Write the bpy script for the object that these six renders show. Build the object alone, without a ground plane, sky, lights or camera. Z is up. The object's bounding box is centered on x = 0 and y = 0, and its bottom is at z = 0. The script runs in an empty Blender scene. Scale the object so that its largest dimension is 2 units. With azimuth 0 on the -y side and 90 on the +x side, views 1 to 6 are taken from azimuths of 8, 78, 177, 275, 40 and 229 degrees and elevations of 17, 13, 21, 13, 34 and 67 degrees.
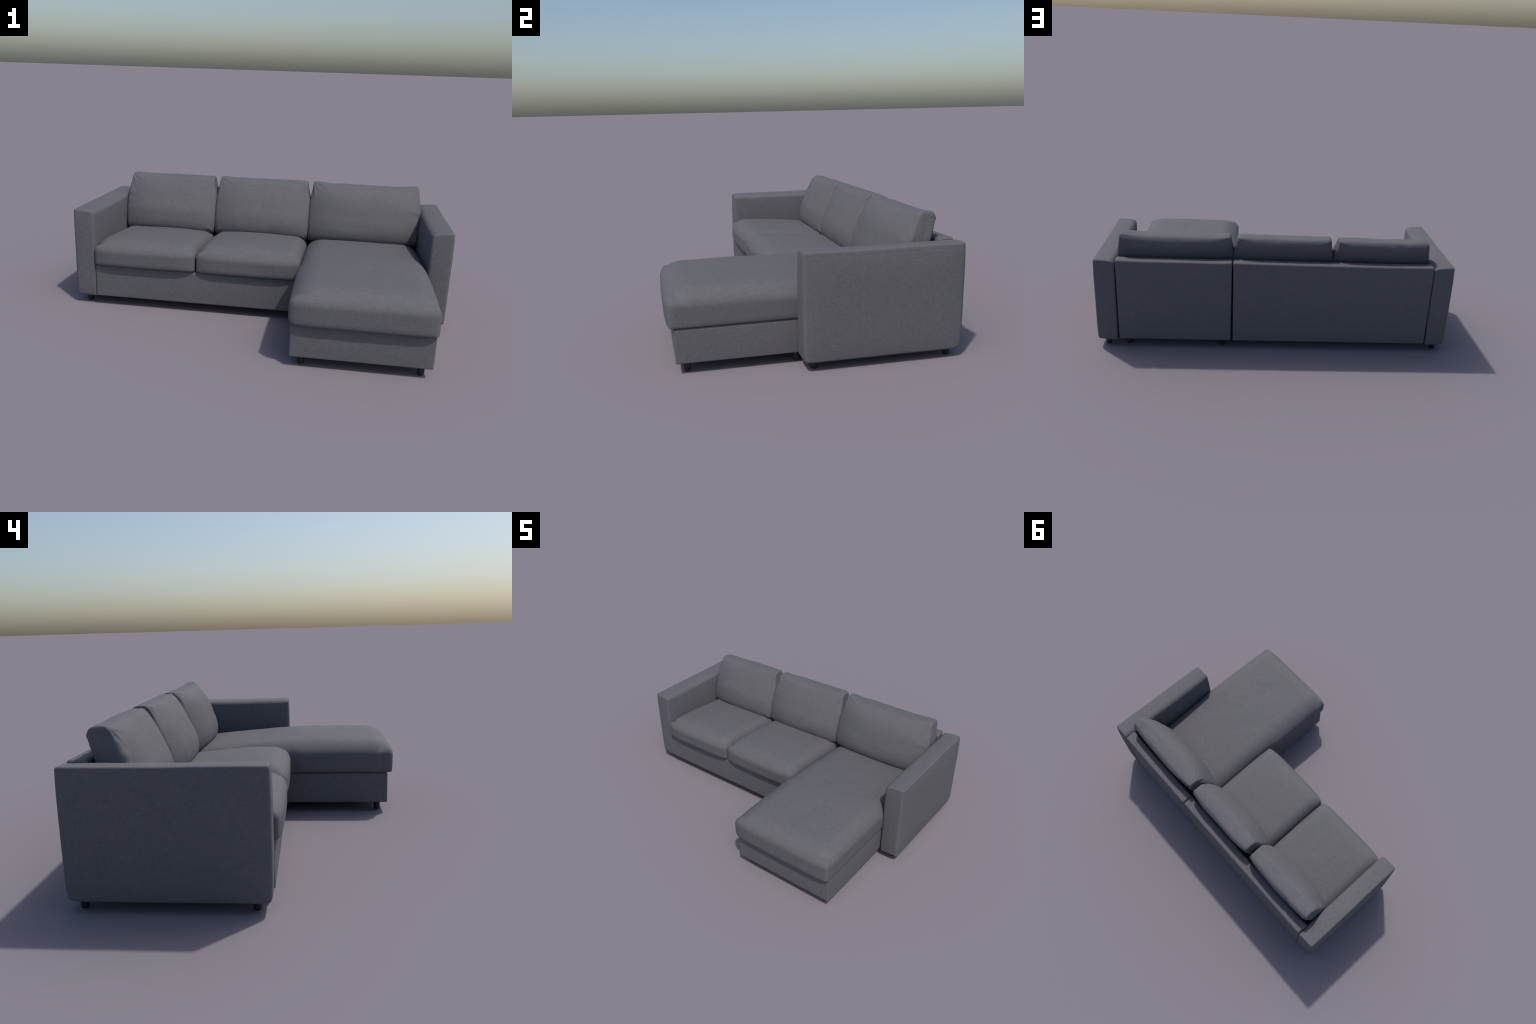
"""Grey fabric corner sofa with a chaise longue, built part by part."""
import bpy
import numpy as np
from math import radians

# ------------------------------------------------------------------ helpers
def smooth(t):
    t = np.clip(t, 0.0, 1.0)
    return t * t * (3 - 2 * t)


def gauss(d, s):
    return np.exp(-(d / s) ** 2)


def axis_lines(lo, hi, r_lo, r_hi, step):
    """Grid lines along one axis: even in the middle, dense in the rounded ends."""
    ends_lo = lo + r_lo * np.linspace(0, 1, 8)
    ends_hi = hi - r_hi * np.linspace(1, 0, 8)
    n = max(3, int(round((ends_hi[0] - ends_lo[-1]) / step)))
    mid = np.linspace(ends_lo[-1], ends_hi[0], n + 1)[1:-1]
    return np.concatenate([ends_lo, mid, ends_hi])


def round_pair(P, a, b, lo, hi, radii):
    """Round the four edges that run along the third axis.
    radii[(sa, sb)] = (ra, rb): extents of the elliptic corner along a and b."""
    for (sa, sb), (ra, rb) in radii.items():
        if ra <= 0 or rb <= 0:
            continue
        ca = (hi[a] - ra) if sa > 0 else (lo[a] + ra)
        cb = (hi[b] - rb) if sb > 0 else (lo[b] + rb)
        da = (P[:, a] - ca) * sa / ra
        db = (P[:, b] - cb) * sb / rb
        m = (da > 0) & (db > 0)
        k = np.maximum(da, db) / np.maximum(np.hypot(da, db), 1e-9)
        P[:, a] = np.where(m, ca + sa * ra * da * k, P[:, a])
        P[:, b] = np.where(m, cb + sb * rb * db * k, P[:, b])
    return P


def uniform(ra, rb=None):
    rb = ra if rb is None else rb
    return {(sa, sb): (ra, rb) for sa in (-1, 1) for sb in (-1, 1)}


def soft_box(lo, hi, step, xz=None, yz=None, xy=None, deform=None, dense=0.02):
    """Closed upholstered box: a fine quad grid over all six faces whose edges
    are rounded pair by pair, then bent by `deform(P, q)` (q = -1..1 box coords)."""
    lo, hi = np.array(lo, float), np.array(hi, float)
    d = [dense] * 3 if np.isscalar(dense) else dense
    L = [axis_lines(lo[i], hi[i], d[i], d[i], step) for i in range(3)]
    n = [len(l) for l in L]
    index, pts, faces = {}, [], []

    def vid(i, j, k):
        key = (i, j, k)
        if key not in index:
            index[key] = len(pts)
            pts.append((L[0][i], L[1][j], L[2][k]))
        return index[key]

    for ax in range(3):
        a, b = (ax + 1) % 3, (ax + 2) % 3
        for side in (0, n[ax] - 1):
            for i in range(n[a] - 1):
                for j in range(n[b] - 1):
                    q = []
                    for di, dj in ((0, 0), (1, 0), (1, 1), (0, 1)):
                        c = [0, 0, 0]
                        c[ax], c[a], c[b] = side, i + di, j + dj
                        q.append(vid(*c))
                    faces.append(q if side else q[::-1])
    P = np.array(pts)
    if xz: round_pair(P, 0, 2, lo, hi, xz)
    if yz: round_pair(P, 1, 2, lo, hi, yz)
    if xy: round_pair(P, 0, 1, lo, hi, xy)
    if deform:
        P = deform(P, 2 * (P - lo) / (hi - lo) - 1)
    return P, faces


def add_part(name, P, faces, material, parent, smooth_shade=True):
    centre = (P.min(0) + P.max(0)) / 2
    centre[2] = P[:, 2].min()
    me = bpy.data.meshes.new(name)
    me.from_pydata([tuple(p) for p in (P - centre)], [], faces)
    me.validate()
    me.polygons.foreach_set('use_smooth', [smooth_shade] * len(me.polygons))
    me.materials.append(material)
    ob = bpy.data.objects.new(name, me)
    bpy.context.collection.objects.link(ob)
    ob.location = centre
    ob.parent = parent
    return ob


def waves(P, seed, scale, octaves=3):
    """Smooth seeded undulation built from a few random sine waves."""
    rng = np.random.default_rng(seed)
    out = np.zeros(len(P))
    amp = 1.0
    for o in range(octaves):
        for _ in range(4):
            k = rng.normal(size=3)
            k *= (2 ** o) / scale / np.linalg.norm(k)
            out += amp * np.sin(P @ k * 6.283 + rng.uniform(0, 6.283)) / 4
        amp *= 0.5
    return out

# ---------------------------------------------------------------- materials
def fabric_material():
    mat = bpy.data.materials.new('grey_woven_fabric')
    mat.use_nodes = True
    nt = mat.node_tree
    N, Lk = nt.nodes, nt.links
    bsdf = N['Principled BSDF']
    tc = N.new('ShaderNodeTexCoord')

    def noise(scale, stretch=(1, 1, 1), detail=2.0, rough=0.5, shift=0.0):
        mp = N.new('ShaderNodeMapping')
        mp.inputs['Scale'].default_value = stretch
        mp.inputs['Location'].default_value = (shift, shift * 1.7, shift * 0.6)
        Lk.new(tc.outputs['Object'], mp.inputs['Vector'])
        t = N.new('ShaderNodeTexNoise')
        t.inputs['Scale'].default_value = scale
        t.inputs['Detail'].default_value = detail
        t.inputs['Roughness'].default_value = rough
        Lk.new(mp.outputs['Vector'], t.inputs['Vector'])
        return t.outputs['Fac']

    def math(op, a, b):
        m = N.new('ShaderNodeMath')
        m.operation = op
        for i, v in enumerate((a, b)):
            if isinstance(v, (int, float)):
                m.inputs[i].default_value = v
            else:
                Lk.new(v, m.inputs[i])
        return m.outputs[0]

    # threads: slubs drawn out along each of the three axes
    tx = noise(380, (0.10, 1, 1), 1.5)
    ty = noise(380, (1, 0.10, 1), 1.5, shift=3.1)
    tz = noise(380, (1, 1, 0.10), 1.5, shift=7.7)
    speck = noise(150, detail=2.0, shift=1.3)
    weave = math('ADD', math('ADD', tx, ty), math('ADD', tz, speck))
    weave = math('MULTIPLY', weave, 0.25)

    ramp = N.new('ShaderNodeValToRGB')
    ramp.color_ramp.elements[0].position = 0.36
    ramp.color_ramp.elements[0].color = (FABRIC[0] * .78, FABRIC[1] * .78, FABRIC[2] * .78, 1)
    ramp.color_ramp.elements[1].position = 0.64
    ramp.color_ramp.elements[1].color = (FABRIC[0] * 1.22, FABRIC[1] * 1.22, FABRIC[2] * 1.22, 1)
    Lk.new(weave, ramp.inputs['Fac'])

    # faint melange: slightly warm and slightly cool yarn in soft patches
    mel = noise(26, detail=4.0, rough=0.65, shift=5.0)
    mr = N.new('ShaderNodeValToRGB')
    mr.color_ramp.elements[0].position = 0.38
    mr.color_ramp.elements[0].color = (0.955, 1.015, 1.0, 1)
    mr.color_ramp.elements[1].position = 0.62
    mr.color_ramp.elements[1].color = (1.045, 0.985, 1.01, 1)
    Lk.new(mel, mr.inputs['Fac'])
    mix = N.new('ShaderNodeMix')
    mix.data_type = 'RGBA'
    mix.blend_type = 'MULTIPLY'
    mix.inputs['Factor'].default_value = 1.0
    Lk.new(ramp.outputs['Color'], mix.inputs['A'])
    Lk.new(mr.outputs['Color'], mix.inputs['B'])
    Lk.new(mix.outputs['Result'], bsdf.inputs['Base Color'])

    bump = N.new('ShaderNodeBump')
    bump.inputs['Strength'].default_value = 0.25
    bump.inputs['Distance'].default_value = 0.002
    Lk.new(weave, bump.inputs['Height'])
    Lk.new(bump.outputs['Normal'], bsdf.inputs['Normal'])
    bsdf.inputs['Roughness'].default_value = 0.82
    bsdf.inputs['Specular IOR Level'].default_value = 0.5
    return mat


def leg_material():
    mat = bpy.data.materials.new('black_plastic')
    mat.use_nodes = True
    nt = mat.node_tree
    bsdf = nt.nodes['Principled BSDF']
    tc = nt.nodes.new('ShaderNodeTexCoord')
    t = nt.nodes.new('ShaderNodeTexNoise')
    t.inputs['Scale'].default_value = 90
    ramp = nt.nodes.new('ShaderNodeValToRGB')
    ramp.color_ramp.elements[0].color = (0.010, 0.010, 0.011, 1)
    ramp.color_ramp.elements[1].color = (0.017, 0.017, 0.018, 1)
    nt.links.new(tc.outputs['Object'], t.inputs['Vector'])
    nt.links.new(t.outputs['Fac'], ramp.inputs['Fac'])
    nt.links.new(ramp.outputs['Color'], bsdf.inputs['Base Color'])
    bsdf.inputs['Roughness'].default_value = 0.55
    return mat


FABRIC = (0.1150, 0.1125, 0.1220)

# ------------------------------------------------------------ main measures
FLOOR_GAP = 0.050          # legs
ARM_TOP = 0.523
ARM_OUT, ARM_IN = 0.989, 0.878
ARM_FRONT, BACK_REAR = -0.080, 0.640
SPLIT_SEATS = -0.319       # between the two seat cushions
SPLIT_CHAISE = 0.239       # between seat part and chaise
CHAISE_FRONT = -0.616

sofa = bpy.data.objects.new('corner_sofa', None)
bpy.context.collection.objects.link(sofa)
sofa.empty_display_size = 0.3
sofa['label'] = 'grey fabric three-seat sofa with chaise and loose cushions'
sofa['category'] = 'sofa'

fabric = fabric_material()
black = leg_material()

# ------------------------------------------------------------------- armrests
def make_armrest(side):
    lo = (-ARM_OUT, ARM_FRONT, 0.042)
    hi = (-ARM_IN, BACK_REAR + 0.003, ARM_TOP)

    def deform(P, q):
        x, y, z = P.T.copy()
        u, v, w = q.T
        face = 1 - np.abs(v) ** 6
        tall = 1 - np.abs(w) ** 4
        outer = (u < 0) * np.abs(u)
        # stuffed sides: outside swells, inside stays nearly flat
        x -= 0.010 * outer * face * tall
        x += 0.010 * (u > 0) * np.abs(u) * face * tall
        # front and rear swell a little between top and bottom
        y += np.sign(v) * 0.006 * np.abs(v) ** 8 * tall * (1 - 0.5 * u ** 2)
        # the top falls slightly inwards, its two end corners are pulled up
        top = np.clip(w, 0, 1) ** 6
        z += top * (-0.0045 * u + 0.003 * (1 - u ** 2))
        z -= top * 0.001 * (1 - np.abs(v) ** 2)
        # cover drawn over the edges: shallow waviness
        s = waves(P, 11 if side < 0 else 12, 0.30)
        x += 0.0012 * s * np.abs(u)
        z += 0.0012 * s * top
        # lower outer corners are blunt, the rear one most
        for yc, amount in ((lo[1], 0.12), (hi[1], 0.32)):
            d = np.sqrt((x - lo[0]) ** 2 + (y - yc) ** 2 + (z - lo[2]) ** 2)
            k = amount * gauss(d, 0.036)
            x, y, z = x + 0.006 * k, y - np.sign(yc) * 0.010 * k, z + 0.016 * k
        # seam groove just below the outer top edge
        groove = gauss(z - (ARM_TOP - 0.020), 0.0028) * outer
        x += 0.0006 * groove
        return np.stack([x, y, z], 1)

    P, F = soft_box(
        lo, hi, 0.009,
        xz={(-1, 1): (0.008, 0.007), (1, 1): (0.024, 0.022), (-1, -1): (0.006, 0.008), (1, -1): (0.006, 0.006)},
        yz={(-1, 1): (0.008, 0.008), (1, 1): (0.010, 0.008), (-1, -1): (0.012, 0.016), (1, -1): (0.012, 0.010)},
        xy={(-1, -1): (0.012, 0.012), (-1, 1): (0.012, 0.014), (1, -1): (0.012, 0.010), (1, 1): (0.008, 0.008)},
        deform=deform, dense=(0.03, 0.045, 0.03))
    if side > 0:
        P[:, 0] *= -1
        F = [f[::-1] for f in F]
    return add_part('armrest', P, F, fabric, sofa)


for side in (-1, 1):
    make_armrest(side)

# ------------------------------------------------------------ backrest frames
def make_backrest(x0, x1, seed):
    lo = (x0, 0.570, FLOOR_GAP + 0.001)
    hi = (x1, BACK_REAR + 0.004, 0.528)

    def deform(P, q):
        x, y, z = P.T.copy()
        u, v, w = q.T
        belly = (1 - u ** 4) * (1 - w ** 4)
        y += 0.004 * (v > 0) * v * belly
        top = np.clip(w, 0, 1) ** 6
        z -= top * 0.004 * (1 - u ** 8)
        # panel narrows a little towards the floor
        rearward = np.clip(v + 0.5, 0, 1)
        x -= np.sign(u) * np.abs(u) ** 6 * (0.003 * rearward * (1 - w) / 2 - 0.0029 * (1 - rearward))
        s = waves(P, seed, 0.22)
        z += 0.0012 * s * top
        y += 0.0008 * s
        return np.stack([x, y, z], 1)

    P, F = soft_box(lo, hi, 0.011,
                    xz={(-1, 1): (0.014, 0.012), (1, 1): (0.014, 0.012), (-1, -1): (0.005, 0.005), (1, -1): (0.005, 0.005)},
                    yz={(-1, 1): (0.020, 0.018), (1, 1): (0.010, 0.010), (-1, -1): (0.004, 0.004), (1, -1): (0.006, 0.006)},
                    xy=uniform(0.008), deform=deform)
    return add_part('backrest', P, F, fabric, sofa)


make_backrest(-ARM_IN + 0.003, SPLIT_CHAISE - 0.003, 21)
make_backrest(SPLIT_CHAISE + 0.003, ARM_IN - 0.006, 22)

# ----------------------------------------------------------------- seat bases
def make_base(name, lo, hi, seed):
    def deform(P, q):
        x, y, z = P.T.copy()
        u, v, w = q.T
        s = waves(P, seed, 0.25)
        y -= (v < 0) * np.abs(v) ** 8 * (0.003 * (1 - u ** 4) * (1 - w ** 2) + 0.0008 * s)
        x += np.abs(u) ** 8 * 0.003 * (u > 0) * (x > 0.5) * (1 - v ** 4) * (1 - w ** 2)
        return np.stack([x, y, z], 1)
    P, F = soft_box(lo, hi, 0.012,
                    xz={(-1, 1): (0.012, 0.012), (1, 1): (0.012, 0.012), (-1, -1): (0.004, 0.004), (1, -1): (0.004, 0.004)},
                    yz={(-1, 1): (0.012, 0.012), (1, 1): (0.01, 0.01), (-1, -1): (0.004, 0.004), (1, -1): (0.004, 0.004)},
                    xy=uniform(0.007), deform=deform)
    return add_part(name, P, F, fabric, sofa)


make_base('seat_base', (-ARM_IN + 0.002, -0.085, FLOOR_GAP), (SPLIT_CHAISE - 0.001, 0.568, 0.228), 31)
chaise_base = make_base('chaise_base', (SPLIT_CHAISE + 0.001, CHAISE_FRONT, FLOOR_GAP), (0.871, 0.568, 0.209), 32)

# -------------------------------------------------------------- seat cushions
def make_seat_cushion(name, lo, hi, rim, front_swell, crown, drop_from, drop, roll_width, seed, free_side=0.0, gather=0.0007):
    """Flat-sided cushion whose top rolls down over a soft rim and sinks
    towards the backrest (from y = drop_from on, by `drop` at y = 0.36)."""
    roll = hi[2] - rim

    def deform(P, q):
        x, y, z = P.T.copy()
        u, v, w = q.T
        across = 1 - np.abs(u) ** 6
        high = np.clip((z - lo[2]) / (rim - lo[2]), 0, 1)
        side_prof = smooth(high / 0.30) * (1 - 0.35 * smooth((z - rim) / roll))
        ends = np.abs(v) ** 6
        sink = np.clip((y - drop_from) / (0.36 - drop_from), 0, 1.4) ** 1.5
        y -= (v < 0) * ends * front_swell * across * (0.80 + 0.20 * side_prof)
        x += np.sign(u) * np.abs(u) ** 8 * 0.003 * (1 - v ** 4) * side_prof
        # where nothing stands beside it the side swells freely
        x -= (u < 0) * np.abs(u) ** 8 * free_side * side_prof * smooth((-0.10 - y) / 0.08)
        top = smooth((z - rim) / roll)
        z -= drop * sink * high
        z += top * crown * (1 - np.abs(u) ** 2.5) * (1 - v ** 4)
        s = waves(P, seed, 0.26)
        z += 0.002 * s * top
        y -= (v < 0) * ends * 0.001 * s
        # small gathers running out of the front top corners
        for sx in (-1, 1):
            cx = hi[0] if sx > 0 else lo[0]
            d = np.hypot(x - cx, y - lo[1])
            ang = np.arctan2(np.abs(y - lo[1]), np.abs(x - cx) + 1e-6)
            z += gather * gauss(d - 0.05, 0.035) * np.sin(ang * 9 + seed + sx) * top
        return np.stack([x, y, z], 1)

    a = max(0.075, roll_width)
    P, F = soft_box(lo, hi, 0.009,
                    xz={(-1, 1): (roll_width, roll), (1, 1): (roll_width, roll), (-1, -1): (0.006, 0.008), (1, -1): (0.006, 0.008)},
                    yz={(-1, 1): (a, roll), (1, 1): (a * .5, roll), (-1, -1): (0.008, 0.010), (1, -1): (0.01, 0.01)},
                    xy=uniform(0.014), deform=deform, dense=(roll_width, a, 0.05))
    return add_part(name, P, F, fabric, sofa)


make_seat_cushion('seat_cushion', (-ARM_IN + 0.002, -0.096, 0.230), (SPLIT_SEATS - 0.0035, 0.565, 0.362), 0.304, 0.020, 0.014, -0.05, 0.030, 0.066, 41)
make_seat_cushion('seat_cushion', (SPLIT_SEATS + 0.0035, -0.094, 0.229), (SPLIT_CHAISE - 0.0045, 0.565, 0.363), 0.304, 0.020, 0.017, -0.03, 0.028, 0.066, 42)
make_seat_cushion('chaise_cushion', (SPLIT_CHAISE, -0.635, 0.2095), (ARM_IN - 0.001, 0.565, 0.371), 0.300, 0.016, 0.013, -0.25, 0.040, 0.100, 43, 0.009, 0.0)

# -------------------------------------------------------------- back cushions
# seam lines of the panels seen from the side: (height fraction, y)
FRONT_SEAM = [(0.0, 0.394), (0.10, 0.385), (0.25, 0.390), (0.40, 0.402), (0.52, 0.418), (0.70, 0.441), (0.90, 0.473), (1.0, 0.491)]
REAR_SEAM = [(0.0, 0.500), (0.3, 0.512), (0.65, 0.537), (0.92, 0.556), (1.0, 0.558)]
# extra swelling in the middle of the panels: (height fraction, amount)
SWELL = [(0.0, 0.004), (0.10, 0.032), (0.25, 0.049), (0.45, 0.052), (0.68, 0.040), (0.87, 0.026), (1.0, 0.012)]
SWELL_PLUMP = [(0.0, 0.006), (0.10, 0.044), (0.25, 0.058), (0.45, 0.062), (0.72, 0.064), (0.87, 0.056), (1.0, 0.026)]
REAR_SWELL = [(0.0, 0.0), (0.3, 0.010), (0.7, 0.019), (0.9, 0.017), (1.0, 0.010)]


def curve(table, t):
    xs, ys = zip(*table)
    # piecewise linear, softened by averaging over a small window
    return sum(np.interp(t + o, xs, ys) for o in (-.06, -.03, 0, .03, .06)) / 5


def make_back_cushion(x0, x1, z_top, seed, swell, fill, rear_out, sag, ear, taper, crumple=(0, 0), dimples=()):
    z_bottom = 0.305
    lo = (x0, -1.0, 0.0)
    hi = (x1, 1.0, 1.0)
    width = x1 - x0

    def deform(P, q):
        x, t, h = P.T.copy()            # t: -1 front .. 1 rear, h: 0..1 height
        u = 2 * (x - x0) / width - 1
        across = 1 - np.abs(u) ** 3.2
        front = curve(FRONT_SEAM, h) - fill * curve(swell, h) * across
        rear = curve(REAR_SEAM, h) + curve(REAR_SWELL, h) * across + rear_out * smooth((h - 0.45) / 0.45)
        y = front + (rear - front) * (t + 1) / 2
        z = z_bottom + (z_top - z_bottom) * h
        # ends taper towards the top and bow outwards a little at mid height
        slant = np.where(u < 0, taper[0], taper[1])
        x -= np.sign(u) * np.abs(u) ** 5 * (slant * smooth((h - 0.60) / 0.40) ** 1.3 + 0.003 * (1 - smooth(h / 0.25)))
        x += np.sign(u) * np.abs(u) ** 8 * 0.0035 * smooth(h / 0.3) * (1 - smooth((h - 0.6) / 0.3))
        z += 0.010 * np.abs(u) ** 12 * (1 - smooth(h / 0.20))
        # top sags in the middle, the corners stand up as ears
        top = smooth((h - 0.75) / 0.25)
        z += top * (-sag * across)
        z += top * (ear[0] * gauss(u + 0.90, 0.16) + ear[1] * gauss(u - 0.90, 0.16)) * gauss(t + 0.3, 0.9)
        z -= top * 0.010 * np.clip(t, 0, 1) ** 2
        # soft undulation of the filling
        Q = np.stack([x, y, z], 1)
        s = waves(Q, seed, 0.24)
        y -= 0.0035 * s * across * np.sign(-t) * np.abs(t)
        z += 0.003 * waves(Q, seed + 50, 0.20) * top
        # wrinkles fanning out of each corner of the panels
        for su in (-1, 1):
            for hc in (0.0, 1.0):
                dx = (1 - su * u) * width / 2
                dz = np.abs(h - hc) * (z_top - z_bottom)
                d = np.hypot(dx, dz)
                ang = np.arctan2(dz, dx + 1e-6)
                ph = seed * 1.7 + su + 3 * hc
                wr = gauss(d - 0.045, 0.030) * np.sin(ang * 11 + ph) * (0.6 + 0.4 * np.sin(ang * 5 + ph))
                y -= 0.0045 * wr * np.abs(t) ** 2 * np.sign(-t)
                z += 0.0025 * wr * top
        # crumpled cover towards an end, and single dents in the rear panel
        for su, amp in zip((-1, 1), crumple):
            near = gauss(np.maximum(1 - su * u, 0), 0.16) * smooth((h - 0.25) / 0.3)
            ridges = waves(np.stack([x * 0.6, y * 1.4, z + 0.5 * x * su], 1), seed + 90, 0.075, 2)
            y -= amp * near * ridges * np.clip(-t, 0, 1)
            x -= su * 0.2 * amp * near * ridges * np.abs(u) ** 12
        for xd, zd, wx, wz, depth in dimples:
            dx, dz = x - xd, z - zd
            along, side = dx * 0.4 + dz * 0.9, dx * 0.9 - dz * 0.4
            y -= depth * gauss(along, wz) * gauss(side, wx) * (t > 0) * t
            y += 0.7 * depth * gauss(along, wz) * gauss(side - 1.6 * wx, wx) * (t > 0) * t
        # zip seam along the end panels
        groove = gauss(t - 0.15, 0.030) * np.abs(u) ** 20
        x -= np.sign(u) * 0.0008 * groove
        return np.stack([x, y, z], 1)

    # build in (x, thickness, height) space; thickness and height are unitless
    P, F = soft_box(lo, hi, 0.022,
                    xz={(-1, 1): (0.013, 0.038), (1, 1): (0.013, 0.038), (-1, -1): (0.012, 0.04), (1, -1): (0.012, 0.04)},
                    yz={(-1, 1): (0.45, 0.075), (1, 1): (0.45, 0.085), (-1, -1): (0.55, 0.13), (1, -1): (0.3, 0.06)},
                    xy=uniform(0.018, 0.26), deform=deform, dense=(0.03, 0.5, 0.12))
    return add_part('back_cushion', P, F, fabric, sofa)


make_back_cushion(-0.866, -0.322, 0.642, 1, SWELL, 0.88, 0.015, 0.002, (0.004, 0.000), (0.014, 0.023), (0.007, 0),
                  [(-0.685, 0.612, 0.010, 0.022, 0.008), (-0.352, 0.612, 0.010, 0.020, 0.007), (-0.385, 0.608, 0.008, 0.018, 0.004)])
make_back_cushion(-0.319, 0.2375, 0.644, 2, SWELL, 1.00, 0.011, 0.001, (0.002, 0.001), (0.014, 0.018), (0.001, 0.001),
                  [(0.205, 0.605, 0.012, 0.018, 0.005)])
make_back_cushion(0.239, 0.873, 0.646, 3, SWELL_PLUMP, 0.97, 0.006, 0.005, (0.001, 0.004), (0.014, 0.012), (0, 0.007))

# ----------------------------------------------------------------------- legs
def make_leg_mesh():
    profile = [(0.0, 0.0), (0.0115, 0.0), (0.0138, 0.0012), (0.0150, 0.0040), (0.0165, 0.030), (0.0172, 0.054), (0.0, 0.054)]
    n = 28
    P, F = [(0, 0, 0)], []
    rings = []
    for r, z in profile[1:-1]:
        rings.append(len(P))
        for i in range(n):
            a = 2 * np.pi * i / n
            P.append((r * np.cos(a), r * np.sin(a), z))
    P.append((0, 0, profile[-1][1]))
    for i in range(n):
        F.append((0, rings[0] + (i + 1) % n, rings[0] + i))
        F.append((len(P) - 1, rings[-1] + i, rings[-1] + (i + 1) % n))
        for r0, r1 in zip(rings, rings[1:]):
            F.append((r0 + i, r0 + (i + 1) % n, r1 + (i + 1) % n, r1 + i))
    me = bpy.data.meshes.new('leg')
    me.from_pydata(P, [], F)
    me.polygons.foreach_set('use_smooth', [True] * len(me.polygons))
    me.materials.append(black)
    return me


leg_mesh = make_leg_mesh()
LEGS = [(-0.936, -0.025), (0.936, -0.025), (-0.936, 0.597), (0.936, 0.597),
        (0.293, -0.567), (0.825, -0.567), (0.293, -0.083), (0.828, -0.078), (0.292, 0.590), (0.820, 0.590)]
for x, y in LEGS:
    ob = bpy.data.objects.new('leg', leg_mesh)
    bpy.context.collection.objects.link(ob)
    ob.location = (x, y, 0)
    ob.parent = sofa
